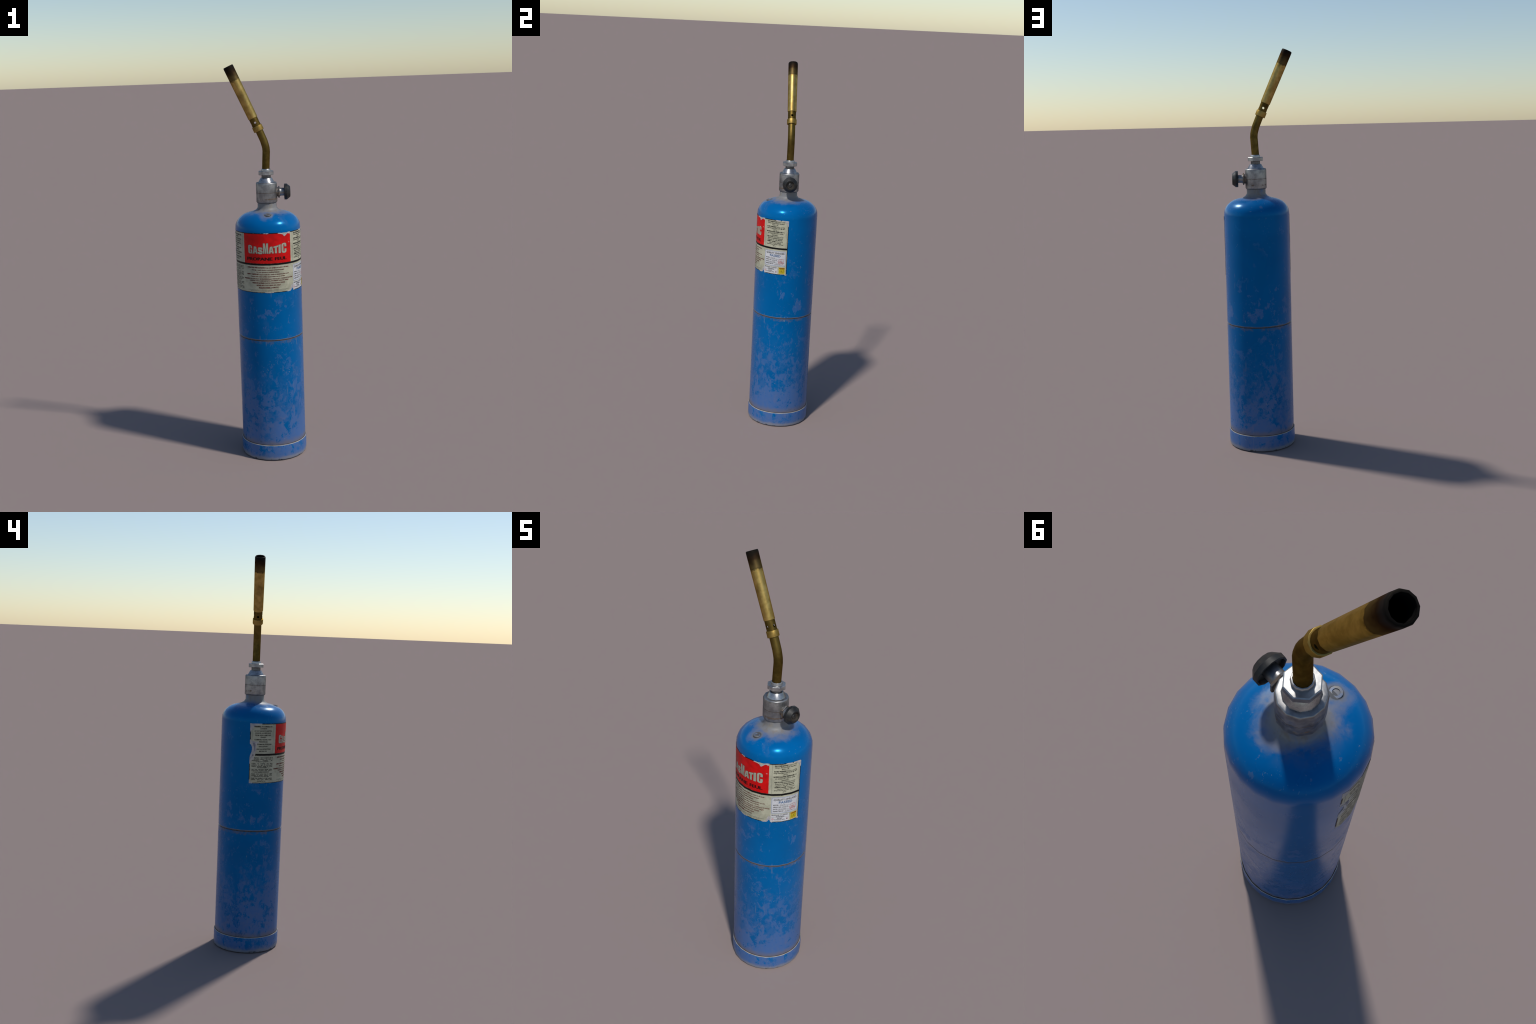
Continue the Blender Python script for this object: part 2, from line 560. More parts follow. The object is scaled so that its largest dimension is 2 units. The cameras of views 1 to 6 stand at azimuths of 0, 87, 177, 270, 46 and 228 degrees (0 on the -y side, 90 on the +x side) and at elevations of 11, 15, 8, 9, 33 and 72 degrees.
class Printed:
    """collects lines of type in (degrees, metres) and lays them on the wall as one part"""

    def __init__(self):
        self.v, self.f = [], []

    def _put(self, v, f):
        b = len(self.v)
        self.v += v
        self.f += [tuple(i + b for i in q) for q in f]

    def line(self, text, x0, x1, mid, cap, bold=0.0):
        """text stretched from x0 to x1 degrees, capitals `cap` metres high centred on `mid`"""
        v, f = glyphs(text, bold)
        if not v:
            return
        lo, hi = min(p[0] for p in v), max(p[0] for p in v)
        s = cap / CAP
        self._put([(x0 + (x - lo) / (hi - lo) * (x1 - x0), mid - cap / 2 + y * s) for x, y in v], f)

    def runs(self, parts, x0, x1, mid, cap):
        """a line made of (text, bold) runs, fitted together between x0 and x1"""
        space = 0.28
        boxes = []
        cur = 0.0
        for t, b in parts:
            v, f = glyphs(t, b)
            lo, hi = min(p[0] for p in v), max(p[0] for p in v)
            boxes.append((cur, cur + hi - lo, t, b))
            cur += hi - lo + space
        tot = cur - space
        for a, c, t, b in boxes:
            self.line(t, x0 + a / tot * (x1 - x0), x0 + c / tot * (x1 - x0), mid, cap, b)

    def justified(self, words, x0, x1, mid, cap, squeeze=0.8, bold=0.0):
        ws = []
        for w in words.split():
            v, f = glyphs(w, bold)
            ws.append((w, max(p[0] for p in v) - min(p[0] for p in v)))
        total = sum(w for _, w in ws)
        s = min(cap / CAP * 1.05 / MPD, squeeze * (x1 - x0) / total)
        ws = [(w, q * s) for w, q in ws]
        gap = (x1 - x0 - sum(w for _, w in ws)) / max(1, len(ws) - 1)
        x = x0
        for w, width in ws:
            self.line(w, x, x + width, mid, cap, bold)
            x += width + gap

    def finish(self, name, lift, mat, parent):
        ob = add_object(name, wrap(self.v, self.f, lift, name), mat, parent)
        ob["kind"] = "stuff"
        return ob


# ================================================================== the tank
def build_tank():
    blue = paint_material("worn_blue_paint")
    ringmat = paint_material("worn_blue_paint_foot", True)
    prof = [(0.0, 0.014), (0.150, 0.014), (0.1600, 0.020), (R, 0.050),
            (R, 0.6348), (R - 0.0022, 0.6362), (R - 0.0022, 0.6390), (R, 0.6404), (R, 1.1880),
            (0.1624, 1.2090), (0.1560, 1.2240), (0.1460, 1.2390), (0.1318, 1.2512), (0.1160, 1.2603),
            (0.0962, 1.2668), (0.0712, 1.2727), (0.0556, 1.2803), (0.0474, 1.2925), (0.0470, 1.3170), (0.0, 1.3172)]
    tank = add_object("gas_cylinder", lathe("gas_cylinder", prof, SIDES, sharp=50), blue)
    Rf = 0.1688
    ring = [(0.150, 0.016), (0.152, 0.002), (0.1575, 0.0), (0.1655, 0.0006), (0.1680, 0.0035), (Rf, 0.0075), (Rf, 0.0765),
            (0.1680, 0.0800), (0.1668, 0.0810), (R - 0.001, 0.0800), (R - 0.003, 0.070)]
    add_object("foot_ring", lathe("foot_ring", ring, SIDES, sharp=40), ringmat)
    # pressure-relief cap: a little open ring on the shoulder
    cap = [(0.0, 0.0040), (0.0084, 0.0038), (0.0087, 0.0050), (0.0093, 0.0057), (0.0150, 0.0054), (0.0157, 0.0046), (0.0159, -0.006)]
    m = Mat("relief_cap_metal")
    n = m.noise(60, 4)
    c = m.mix(m.ramp(n, 0.4, 0.6), (0.115, 0.150, 0.225), (0.155, 0.155, 0.155))
    c = m.mix(m.ramp(m.z, 0.0015, 0.0048, 0.95, 0), c, (0.045, 0.042, 0.04))
    c = m.mix(m.ramp(m.radius(), 0.0078, 0.0086, 0.8, 0), c, (0.12, 0.125, 0.14))
    mat = m.done(c, 0.50, 0.2)
    M = Matrix.Translation((0, -0.1016, 1.2612)) @ Matrix.Rotation(RAD(4), 4, "X")
    add_object("relief_cap", lathe("relief_cap", cap, 12), mat, tank, M)
    return tank


# ================================================================== the label
def big_letter(ch):
    """heavy condensed display capitals drawn in a unit box; returns outlines"""
    def arc(cx, cy, rx, ry, a0, a1, n=7):
        return [(cx + rx * math.cos(RAD(a0 + (a1 - a0) * k / n)), cy + ry * math.sin(RAD(a0 + (a1 - a0) * k / n))) for k in range(n + 1)]
    if ch == "I":
        return [[(0, 0), (1, 0), (1, 1), (0, 1)]]
    if ch == "T":
        return [[(0.28, 0), (0.72, 0), (0.72, 0.78), (1, 0.78), (1, 1), (0, 1), (0, 0.78), (0.28, 0.78)]]
    if ch == "A":
        return [[(0, 0), (0.36, 0), (0.40, 0.20), (0.60, 0.20), (0.64, 0), (1, 0), (0.74, 1), (0.26, 1)],
                [(0.435, 0.38), (0.565, 0.38), (0.50, 0.78)]]
    if ch == "M":
        return [[(0, 0), (0.27, 0), (0.27, 0.64), (0.40, 0), (0.60, 0), (0.73, 0.64), (0.73, 0), (1, 0), (1, 1), (0.63, 1),
                 (0.50, 0.42), (0.37, 1), (0, 1)]]
    if ch in "CG":
        o = [(1, 0.62), (1, 0.80)] + arc(0.60, 0.80, 0.40, 0.20, 0, 90) [1:] + arc(0.40, 0.80, 0.40, 0.20, 90, 180) \
            + arc(0.40, 0.20, 0.40, 0.20, 180, 270) + arc(0.60, 0.20, 0.40, 0.20, 270, 360)
        inner_up = [(0.40, 0.22)] + arc(0.50, 0.80, 0.10, 0.07, 180, 0) + [(0.60, 0.62)]
        if ch == "C":
            return [o + [(1, 0.42), (0.60, 0.42), (0.60, 0.20)] + arc(0.50, 0.20, 0.10, 0.07, 0, -180, 5)[1:] + inner_up]
        o = [(1, 0.62), (1, 0.80)] + arc(0.60, 0.80, 0.40, 0.20, 0, 90)[1:] + arc(0.40, 0.80, 0.40, 0.20, 90, 180) \
            + arc(0.40, 0.20, 0.40, 0.20, 180, 270) + [(0.58, 0.01), (0.72, 0.09), (0.76, 0.0), (1, 0)]
        return [o + [(1, 0.50), (0.55, 0.50), (0.55, 0.36), (0.62, 0.36), (0.62, 0.20)] + arc(0.51, 0.20, 0.11, 0.07, 0, -180, 5)[1:]
                + [(0.40, 0.22)] + inner_up[1:]]
    if ch == "S":
        pts = [(0.82, 0.67), (0.78, 0.80), (0.62, 0.88), (0.42, 0.885), (0.25, 0.83), (0.18, 0.73), (0.25, 0.62), (0.42, 0.55),
               (0.58, 0.48), (0.76, 0.40), (0.83, 0.28), (0.76, 0.17), (0.58, 0.115), (0.38, 0.12), (0.22, 0.20), (0.17, 0.33)]
        spine = []
        for i in range(len(pts) - 1):                      # round the spine off
            p0, p1, p2, p3 = (Vector(pts[min(max(k, 0), len(pts) - 1)]) for k in (i - 1, i, i + 1, i + 2))
            for t in (0, 0.5):
                q = 0.5 * (2 * p1 + (p2 - p0) * t + (2 * p0 - 5 * p1 + 4 * p2 - p3) * t * t + (3 * p1 - p0 - 3 * p2 + p3) * t ** 3)
                spine.append((q.x, q.y))
        spine.append(pts[-1])
        return spine


def stroke_letter(spine, W, H, grow=0.0):
    """a brush stroke along a spine: heavy where it runs upright, lighter where level"""
    v, f = [], []
    for i, (x, y) in enumerate(spine):
        a, b = spine[max(0, i - 1)], spine[min(len(spine) - 1, i + 1)]
        dx, dy = b[0] - a[0], b[1] - a[1]
        l = math.hypot(dx, dy)
        px, py = -dy / l, dx / l
        w = 0.17 * abs(px) + 0.105 * abs(py)
        gx, gy = grow / W, grow / H
        v += [((x + px * (w + gx)) * W, (y + py * (w + gy)) * H), ((x - px * (w + gx)) * W, (y - py * (w + gy)) * H)]
        if i:
            f.append((2 * i - 2, 2 * i - 1, 2 * i + 1, 2 * i))
    return v, f


def build_label(tank):
    cream = paper_cream("cream_label_paper")
    torn = paper_torn("torn_paper_fibre")
    red = print_ink("red_ink", (0.52, 0.0035, 0.0035), 0.14)
    black = print_ink("black_ink", (0.0045, 0.0045, 0.0042), 0.2)
    typeblack = print_ink("type_black", (0.016, 0.016, 0.014), 0.3)
    maroon = print_ink("maroon_ink", (0.105, 0.013, 0.010), 0.2)
    darkred = print_ink("dark_red_ink", (0.030, 0.0018, 0.002), 0.2)
    hair = print_ink("hairline_grey", (0.12, 0.125, 0.105), 0.2)
    white = print_ink("sticker_white", (0.50, 0.50, 0.515), 0.06)
    blueink = print_ink("sticker_blue", (0.20, 0.25, 0.34), 0.12)
    passblue = print_ink("passed_blue", (0.050, 0.115, 0.235), 0.12)
    stampred = print_ink("stamp_red", (0.50, 0.18, 0.175), 0.12)
    yellow = print_ink("warning_yellow", (0.52, 0.40, 0.022), 0.12)
    orange = print_ink("warning_orange", (0.34, 0.125, 0.015), 0.12)
    olive = print_ink("warning_olive", (0.17, 0.13, 0.012), 0.12)
    letterc = print_ink("letter_cream", (0.345, 0.335, 0.26), 0.08)
    rimc = print_ink("letter_shadow", (0.05, 0.022, 0.018), 0.2)

    XL, XR, YB, YT = -95.6, 89.95, 0.8848, 1.1840
    L0, L1, L2, L3, L4 = 0.0003, 0.00045, 0.0006, 0.0010, 0.0013

    # the sheet itself, with the bites torn out of its edge (clockwise from lower left)
    sheet = [(XL + 1.0, YB - 0.0008), (-50, YB), (-12, YB), (-3, YB - 0.0006), (6, YB), (30, YB), (33.5, YB - 0.001), (38.6, 0.8850),
             (40.3, 0.8895), (41.9, 0.8975), (43.2, 0.8960), (44.0, 0.8890), (45.6, 0.8842), (60, YB), (86, YB), (XR, YB - 0.001), (XR, 0.95), (XR, 1.10),
             (XR, 1.154), (XR + 0.2, 1.170), (XR + 0.1, 1.1815), (88.5, 1.1830), (60, YT), (40, YT), (33, 1.1822), (30.3, 1.1785), (28.0, 1.1755),
             (25.5, 1.1785), (22.5, 1.1815), (17, 1.1835), (0, YT), (-40, YT), (-75, YT), (XL - 0.6, YT), (XL, 1.15), (XL + 0.1, 1.0985),
             (XL + 0.2, 1.0830), (-94.1, 1.0800), (-92.7, 1.0745), (-91.4, 1.0660), (-91.2, 1.0560), (-91.9, 1.0440), (-93.4, 1.0330), (-94.6, 1.0240), (XL + 0.5, 1.0140)]
    label = shape("label", [sheet], L0, torn, tank, 0.0006, 0.006, 3)

    # printed cream area stops short of the edge and of every tear
    bt = 0.0022
    cr = [(XL + 7.0, YB + 0.004), (XL + 9.5, YB + bt), (-20, YB + bt), (30, YB + bt), (34.0, YB + 0.0035), (37.8, 0.8960), (40.5, 0.9120), (42.2, 0.9205), (43.6, 0.9140),
          (44.8, 0.8990), (46.3, 0.8895), (48, YB + bt), (86.0, YB + bt), (87.2, 0.8875), (89.3, 0.8905), (89.4, 1.02), (89.4, 1.1500), (88.2, 1.1560), (86.6, 1.1620), (85.8, 1.1725), (82.5, 1.1770),
          (79, 1.1800), (73, 1.1790), (70.0, 1.1765), (67.5, 1.1790), (64.5, YT - bt), (40, YT - bt), (-70, YT - bt), (-76, 1.1800), (-79.5, 1.1765), (-84, 1.1740), (-88, 1.1700), (-90.4, 1.1640), (-91.2, 1.1540), (-94.2, 1.1480), (-94.5, 1.1060),
          (-92.5, 1.0985), (-88, 1.0950), (-84, 1.0930), (-80.2, 1.0950), (-79.6, 1.0915), (-81.5, 1.0850), (-83.0, 1.0760), (-83.2, 1.0650), (-84.1, 1.0520), (-85.5, 1.0380), (-86.4, 1.0280),
          (-87.2, 1.0190), (-88.0, 1.0060), (-91.0, 0.9990), (-93.2, 0.9920), (-94.1, 0.9850), (-94.2, 0.9060), (-92.8, 0.8960), (-90.5, 0.8905)]
    shape("printed_sheet", [cr], L1, cream, label, 0.0004, 0.005, 5)

    # a curled strip of half-torn fibre along the left bite
    curl = [(-95.0, 1.0825), (-93.0, 1.0850), (-90.5, 1.0795), (-89.0, 1.0680), (-88.5, 1.0550), (-89.6, 1.0420), (-91.0, 1.0300), (-93.2, 1.0165), (-94.4, 1.0180), (-92.8, 1.0330), (-91.3, 1.0440), (-90.7, 1.0560), (-90.9, 1.0665), (-92.2, 1.0750)]
    pale = print_ink("torn_edge_pale", (0.41, 0.40, 0.42), 0.12, 0.7)
    shape("torn_edge", [curl], L1 + 0.0006, pale, label, 0.0005, 0.004, 7)
    dk = print_ink("torn_edge_grey", (0.22, 0.215, 0.25), 0.15, 0.7)
    shape("torn_edge", [[(-90.6, 1.0880), (-86.5, 1.0870), (-85.3, 1.0760), (-85.6, 1.0620), (-86.6, 1.0490), (-87.6, 1.0400), (-87.6, 1.0570), (-88.2, 1.0690), (-89.6, 1.0800)]], L1 + 0.0004, dk, label, 0.0006, 0.004, 8)

    # red title panel, with its torn upper right corner
    redp = [(-47.6, 1.0332), (40.1, 1.0332), (40.1, 1.1760), (38.9, 1.1770), (37.6, 1.1752), (35.6, 1.1775), (33.2, 1.1755), (31.4, 1.1718), (29.4, 1.1675), (27.8, 1.1645), (26.2, 1.1680),
            (25.0, 1.1735), (23.0, 1.1760), (20, 1.1785), (16.5, 1.1798), (15, YT - 0.003), (-47.6, YT - 0.003)]
    shape("title_panel", [redp], L2, red, label, 0.0003, 0.004, 11)
    fib = [(15.6, 1.1795), (20, 1.1783), (23.0, 1.1757), (25.0, 1.1732), (26.2, 1.1675), (27.8, 1.1640), (29.4, 1.1672), (31.4, 1.1716), (33.2, 1.1752), (35.6, 1.1772), (37.6, 1.1748), (38.6, 1.1720),
           (39.3, 1.1760), (40.2, 1.1790), (40.0, 1.1838), (33, 1.1822), (30.3, 1.1785), (28.0, 1.1757), (25.5, 1.1787), (22.5, 1.1817), (17, 1.1835)]
    shape("torn_edge", [fib], L3, torn, label, 0.0004, 0.0035, 13)

    # black rules: main bar, border strips where they survive, hairlines
    shape("black_bar", [[(-85.6, 1.0236), (89.4, 1.0236), (89.4, 1.0332), (-84.9, 1.0332)]], L2 + 0.0001, black, label, 0.0003, 0.004, 17)
    shape("black_bar", [rect(-89.9, -88.7, 1.0228, 1.0292)], L2, black, label, 0.0006, 0.003, 18)
    bw = 0.0036
    for i, (a, b) in enumerate(((-75.5, -8.8), (-6.6, -5.2), (-1.2, 16.5), (21.0, 23.2), (39.6, 66.0), (74.8, 77.6))):
        shape("border_strip", [[(a, YT - bw), (b - 1.2, YT - bw), (b, YT + 0.0001), (a + 0.8, YT + 0.0003)]], L2 + 0.0001, black, label, 0.0004, 0.004, 20 + i)
    for i, (a, b) in enumerate(((-88.8, -9.0), (1.6, 3.2), (5.6, 31.5), (47.0, 86.8))):
        shape("border_strip", [[(a, YB), (b, YB), (b - 1.0, YB + 0.0029), (a + 0.6, YB + 0.0027)]], L2, black, label, 0.0004, 0.004, 30 + i)
    for i, (x0, x1, a, b) in enumerate(((-95.4, -94.2, 1.1030, 1.1455), (-95.0, -93.9, 0.9020, 0.9840), (88.9, 89.98, 0.8895, 1.1535))):
        shape("border_strip", [[(x0, a), (x1, a + 0.002), (x1, b), (x0, b - 0.003)]], L2, black, label, 0.0003, 0.004, 40 + i)
    for x, a, b in ((-52.4, 1.0335, 1.1808), (-91.9, 1.1010, 1.1500), (44.6, 1.0335, 1.1808), (87.0, 1.0335, 1.1610)):
        shape("hairline", [rect(x - 0.16, x + 0.16, a, b)], L2, hair, label)

    # display lettering: name in the red panel
    boxes = (("G", -38.5, -30.2, 1.0822, 1.1262, 1.1232), ("A", -29.3, -20.3, 1.0828, 1.1205, 1.1165), ("S", -20.0, -11.4, 1.0812, 1.1145, 1.1150),
             ("M", -10.6, -1.7, 1.0832, 1.1345, 1.1345), ("A", -1.1, 7.8, 1.0832, 1.1150, 1.1195), ("T", 7.4, 15.6, 1.0832, 1.1172, 1.1222),
             ("I", 16.2, 20.3, 1.0828, 1.1235, 1.1262), ("C", 21.8, 31.1, 1.0818, 1.1300, 1.1325))
    for ch, x0, x1, yb, tl, tr in boxes:
        W, H = (x1 - x0) * MPD, tl - yb
        flatl = [] if ch == "S" else [[(u * W, v * (yb_ := (tl - yb + u * (tr - tl)))) for u, v in lp] for lp in big_letter(ch)]
        for off, lift, mat, nm in ((0.0, L3 + 0.0001, letterc, "letter"), (0.0009, L3 - 0.0002, rimc, "letter_outline")):
            v, f = stroke_letter(big_letter("S"), W, H, off) if ch == "S" else fill(flatl, off)
            add_object(nm, wrap([(x0 + x / MPD, yb + y) for x, y in v], f, lift, nm), mat, label)
    # the subtitle is printed heavy: three struck-over impressions thicken the upright strokes
    for k, dx in enumerate((-0.45, -0.15, 0.15, 0.45)):
        p = Printed()
        p.line("PROPANE", -41.3 + dx, 5.0 + dx, 1.0562, 0.0148, 0.016)
        p.line("FEUL", 9.7 + dx, 30.8 + dx, 1.0562, 0.0148, 0.016)
        p.finish("subtitle", L3 + 0.0001 * k, darkred, label)
    shape("trademark_dot", [circle(36.8, 1.1337, 0.0031, 14), circle(36.8, 1.1337, 0.0013, 10)], L3, print_ink("pale_pink", (0.55, 0.20, 0.20)), label)

    B = 0.052
    # centre panel
    p = Printed()
    p.runs((("OPERATING PRECAUTIONS:", B), ("Keep unit upright and stable at all times.", 0.026)), -41.4, 34.6, 1.0125, 0.0058)
    p.line("Vent gas supply slowly to prevent pressure surges.", -33.0, 26.0, 1.0010, 0.0056, 0.026)
    p.line("Do not operate in confined spaces.", -23.6, 17.0, 0.9900, 0.0056, 0.026)
    p.runs((("SAFETY CHECKLIST:", B), ("Inspect hoses for cracks or abrasions prior to use.", 0.026)), -42.4, 35.6, 0.9785, 0.0058)
    p.line("Ensure tank valve is fully closed when not in service.", -33.8, 27.2, 0.9678, 0.0056, 0.026)
    p.runs((("WARNING:", B), ("GAS LINES MUST BE PROFESSIONALLY INSTALLED. CONTENTS: PROPANE,", 0.022)), -49.4, 43.0, 0.9555, 0.0056)
    p.line("LIQUEFIED PETROLEUM GAS (LPG), MAXIMUM CAPACITY: 400g/lb", -37.2, 34.0, 0.9462, 0.0054, 0.022)
    p.runs((("PRESSURE RATING:", B), ("15-60 PSI OPERATIONAL RANGE", 0.022)), -32.0, 26.5, 0.9350, 0.0058)
    p.runs((("MODEL NO.", B), ("PT-810 SERIAL NO.: 05629", 0.022)), -24.2, 18.3, 0.9235, 0.0058)
    p.runs((("MANUFACTURER:", B), ("[GASMATIC]", 0.026)), -20.0, 14.2, 0.9112, 0.0056)
    p.finish("printed_text", L3, maroon, label)
    p = Printed()
    p.line("(c) 1999 GASMATIC CO. LTD. ALL RIGHTS RESERVED. GASMATIC IS A REGISTERED TRADEMARK OF GASMATIC", -41.2, 34.6, 0.8993, 0.0034)
    p.line("KEEP THIS LABEL ATTACHED. DISPOSE OF EMPTY CYLINDERS AS LOCAL RULES REQUIRE", -35.5, 27.5, 0.8938, 0.0034)
    p.finish("printed_text", L3, hair, label)

    # left column, upper
    p = Printed()
    p.runs((("WARNING:", B), ("LPG FLAMMABLE GAS", 0.022)), -90.0 + 1.2, -55.2, 1.1692, 0.0066)
    for t, c, w, z in (("CONTENTS", -72.2, 12.5, 1.1588), ("DO NOT EXPOSE TO IGNITION", -72.2, 31.5, 1.1468), ("SOURCES. DO KEEP AWAY", -72.2, 29.2, 1.1364),
                       ("FROM OPEN FLAMES AND", -72.2, 28.8, 1.1258), ("SPARKS!", -72.2, 10.2, 1.1162), ("FLAMMABLE HAZARD, HIGH", -72.2, 30.5, 1.1040),
                       ("PRESSURE GAS", -71.6, 15.6, 1.0934), ("EXTREME RISK OF EXPLOSION", -69.2, 26.6, 1.0806), ("ASPHYXIATION", -71.8, 16.4, 1.0698),
                       ("READ ALL INSTRUCTIONS", -70.4, 25.6, 1.0566), ("BEFORE USE.", -71.6, 14.2, 1.0460)):
        p.line(t, c - w / 2, c + w / 2, z, 0.0060, 0.022)
    # left column, lower: justified paragraphs
    paras = (("Regulator valved pressure and fit", 1.0135, 1), ("threaded adapter. Do touch a", 1.0070, 1), ("combination operation per", 1.0004, 1), ("manufacturer guidelines.", 0.9940, 0),
             ("Inspect all couplings and hoses", 0.9842, 1), ("quarterly for signs of cracks, gaps", 0.9774, 1), ("Replace perished tubing or fittings", 0.9708, 1), ("otherwise damaged.", 0.9643, 0),
             ("Use only approved thread sealant", 0.9548, 1), ("components. Confirm hose grade is", 0.9484, 1), ("when reseating connections.", 0.9418, 0),
             ("Secure drain valves must be sealed", 0.9322, 1), ("routinely to prevent sediment buildup", 0.9258, 1), ("and ensure proper flow rate.", 0.9192, 0),
             ("Verify the integrity of the pressure", 0.9098, 1), ("release valve port before each", 0.9034, 1), ("operational use.", 0.8962, 0))
    for t, z, j in paras:
        a = -87.2 if 1.004 < z else -91.0
        if j:
            p.justified(t, a, -51.9, z, 0.0046, 0.80, 0.024)
        else:
            w = 0.62 * len(t) * 0.0046 / MPD * 1.0
            w = min(w, 27.0)
            p.line(t, -72.5 - w / 2, -72.5 + w / 2, z, 0.0046, 0.024)
    p.finish("printed_text", L3, typeblack, label)

    # right column, upper
    p = Printed()
    rows = ((("GAS COMPOSITION:", B), ("Propane (C3H8) /", 0), 48.2, 83.6, 1.1735), (None, ("Butane Mixture Ratio Standard", 0), 49.3, 81.6, 1.1652), (None, ("80/20 - 1%.", 0), 58.5, 70.2, 1.1562),
            (("RATED PRESSURE:", B), ("Optimal operating", 0), 47.6, 83.2, 1.1460), (None, ("range between 2 and 12 PSI @ 68°F", 0), 47.0, 83.6, 1.1380), (None, ("(20°C).", 0), 61.2, 68.0, 1.1290),
            (("MAXIMUM ALLOWED TEMPERATURE:", B), ("Must", 0), 47.0, 83.3, 1.1192), (None, ("not exceed 122°F (50°C) during", 0), 49.2, 80.6, 1.1105), (None, ("operation.", 0), 59.0, 70.0, 1.1016),
            (("GAS STATE:", B), ("Liquid Phase Storage", 0), 48.4, 81.2, 1.0922), (None, ("Requires dedicated pressure", 0), 49.9, 80.1, 1.0838), (None, ("regulators for safe disposal.", 0), 49.6, 79.6, 1.0752),
            (("HUMIDITY RANGE:", B), ("Optimal storage", 0), 49.0, 80.4, 1.0662), (None, ("requires under ambient", 0), 52.6, 77.0, 1.0585), (None, ("temperatures between -40°F and", 0), 48.2, 81.2, 1.0508), (None, ("60°C.", 0), 61.4, 67.2, 1.0423))
    for a, b, x0, x1, z in rows:
        if a:
            p.runs((a, b), x0, x1, z, 0.0056)
        else:
            p.line(b[0], x0, x1, z, 0.0052, 0.022)
    p.finish("printed_text", L3, typeblack, label)

    # inspection sticker
    st = shape("inspection_sticker", [round_rect(44.8, 87.6, 0.9300, 1.0160, 0.003)], L2 + 0.0001, white, label)
    shape("sticker_frame", [round_rect(45.5, 87.0, 0.9318, 1.0143, 0.0028), round_rect(46.2, 86.3, 0.9338, 1.0123, 0.0022)], L3, blueink, label)
    p = Printed()
    p.line("QUALITY CHECKED", 48.4, 84.9, 1.0027, 0.0086, 0.012)
    for t, x1, z in (("MODEL:", 56.4, 0.9752), ("SERIAL NO.", 60.2, 0.9645), ("DATE:", 54.6, 0.9536), ("INSPECTED BY:", 64.2, 0.9425)):
        p.line(t, 48.0, x1, z, 0.0052, 0.018)
    p.finish("sticker_text", L4, typeblack, label)
    p = Printed()
    for t, x0, x1, z in (("PT-810/", 58.2, 66.6, 0.9752), ("234-8,195", 61.6, 71.2, 0.9645), ("02/12/1995", 56.2, 67.6, 0.9536), ("J. Smith", 67.0, 78.6, 0.9425)):
        p.line(t, x0, x1, z, 0.0058)
    p.finish("sticker_text", L4, print_ink("pencil_grey", (0.16, 0.16, 0.16)), label)
    for x0, x1, z in ((57.6, 84.9, 0.9714), (61.0, 84.9, 0.9606), (55.4, 84.9, 0.9497), (65.4, 84.9, 0.9386)):
        shape("sticker_rule", [rect(x0, x1, z - 0.00035, z + 0.00035)], L4, hair, label)
    p = Printed()
    p.line("PASSED", 56.2, 77.6, 0.9886, 0.0112, 0.022)
    p.finish("sticker_text", L4, passblue, label)
    shape("inspection_stamp", [circle(78.9, 0.9576, 0.0163, 30), circle(78.9, 0.9576, 0.0148, 30)], L4 + 0.0003, stampred, label)
    p = Printed()
    p.line("QC", 76.2, 80.6, 0.9612, 0.0085, 0.02)
    p.line("PASSED", 74.6, 83.2, 0.9530, 0.0042, 0.02)
    p.finish("inspection_stamp", L4 + 0.0002, stampred, label)
    shape("inspection_stamp", [rect(74.2, 83.6, 0.9560, 0.9567)], L4 + 0.0002, stampred, label)
    shape("inspection_stamp", [rect(74.4, 83.4, 0.9488, 0.9495)], L4 + 0.0002, stampred, label)

    # warning slip
    shape("warning_slip", [round_rect(44.6, 73.0, 0.8886, 0.9270, 0.001)], L2 + 0.0002, white, label)
    p = Printed()
    p.line("PROPANE CYLINDER", 46.0, 71.4, 0.9222, 0.0056, 0.014)
    p.line("WARNING", 52.6, 65.6, 0.9143, 0.0054, 0.022)
    p.line("DO NOT", 54.6, 62.6, 0.9048, 0.0046, 0.024)
    p.line("INCINERATE / REFILL", 50.0, 67.0, 0.8982, 0.0044, 0.010)
    p.finish("sticker_text", L4, typeblack, label)
    shape("sticker_rule", [rect(45.8, 71.8, 0.9096, 0.9103)], L4, hair, label)
    shape("hazard_icon", [circle(47.7, 0.9010, 0.0050, 18), circle(47.7, 0.9010, 0.0037, 18)], L4, stampred, label)
    shape("hazard_icon", [[(46.4, 0.9038), (46.9, 0.9046), (49.0, 0.8982), (48.5, 0.8974)]], L4 - 0.0002, stampred, label)
    shape("hazard_icon", [[(69.2, 0.8968), (70.9, 0.8968), (71.2, 0.9000), (70.7, 0.9022), (70.2, 0.9052), (69.6, 0.9022), (69.0, 0.8996)]], L4, maroon, label)

    # yellow hazard sticker
    shape("hazard_sticker", [rect(75.4, 86.6, 0.8918, 0.9260)], L2 + 0.0002, yellow, label)
    shape("hazard_header", [rect(75.9, 86.1, 0.9178, 0.9240)], L4, orange, label)
    p = Printed()
    p.line("WARNING", 76.9, 85.1, 0.9209, 0.0034, 0.01)
    p.finish("sticker_text", L4 + 0.0003, darkred, label)
    shape("hazard_frame", [round_rect(77.6, 84.4, 0.9015, 0.9152, 0.0012), round_rect(78.2, 83.8, 0.9032, 0.9180 - 0.0042, 0.0008)], L4, olive, label)
    shape("hazard_frame", [[(79.6, 0.9050), (82.4, 0.9050), (82.1, 0.9085), (81.2, 0.9122), (80.2, 0.9085)]], L4, olive, label)
    p = Printed()
    p.line("FLAMMABLE", 77.0, 85.0, 0.8985, 0.0026)
    p.line("KEEP CLEAR", 78.6, 83.6, 0.8948, 0.0022)
    p.finish("sticker_text", L4, olive, label)

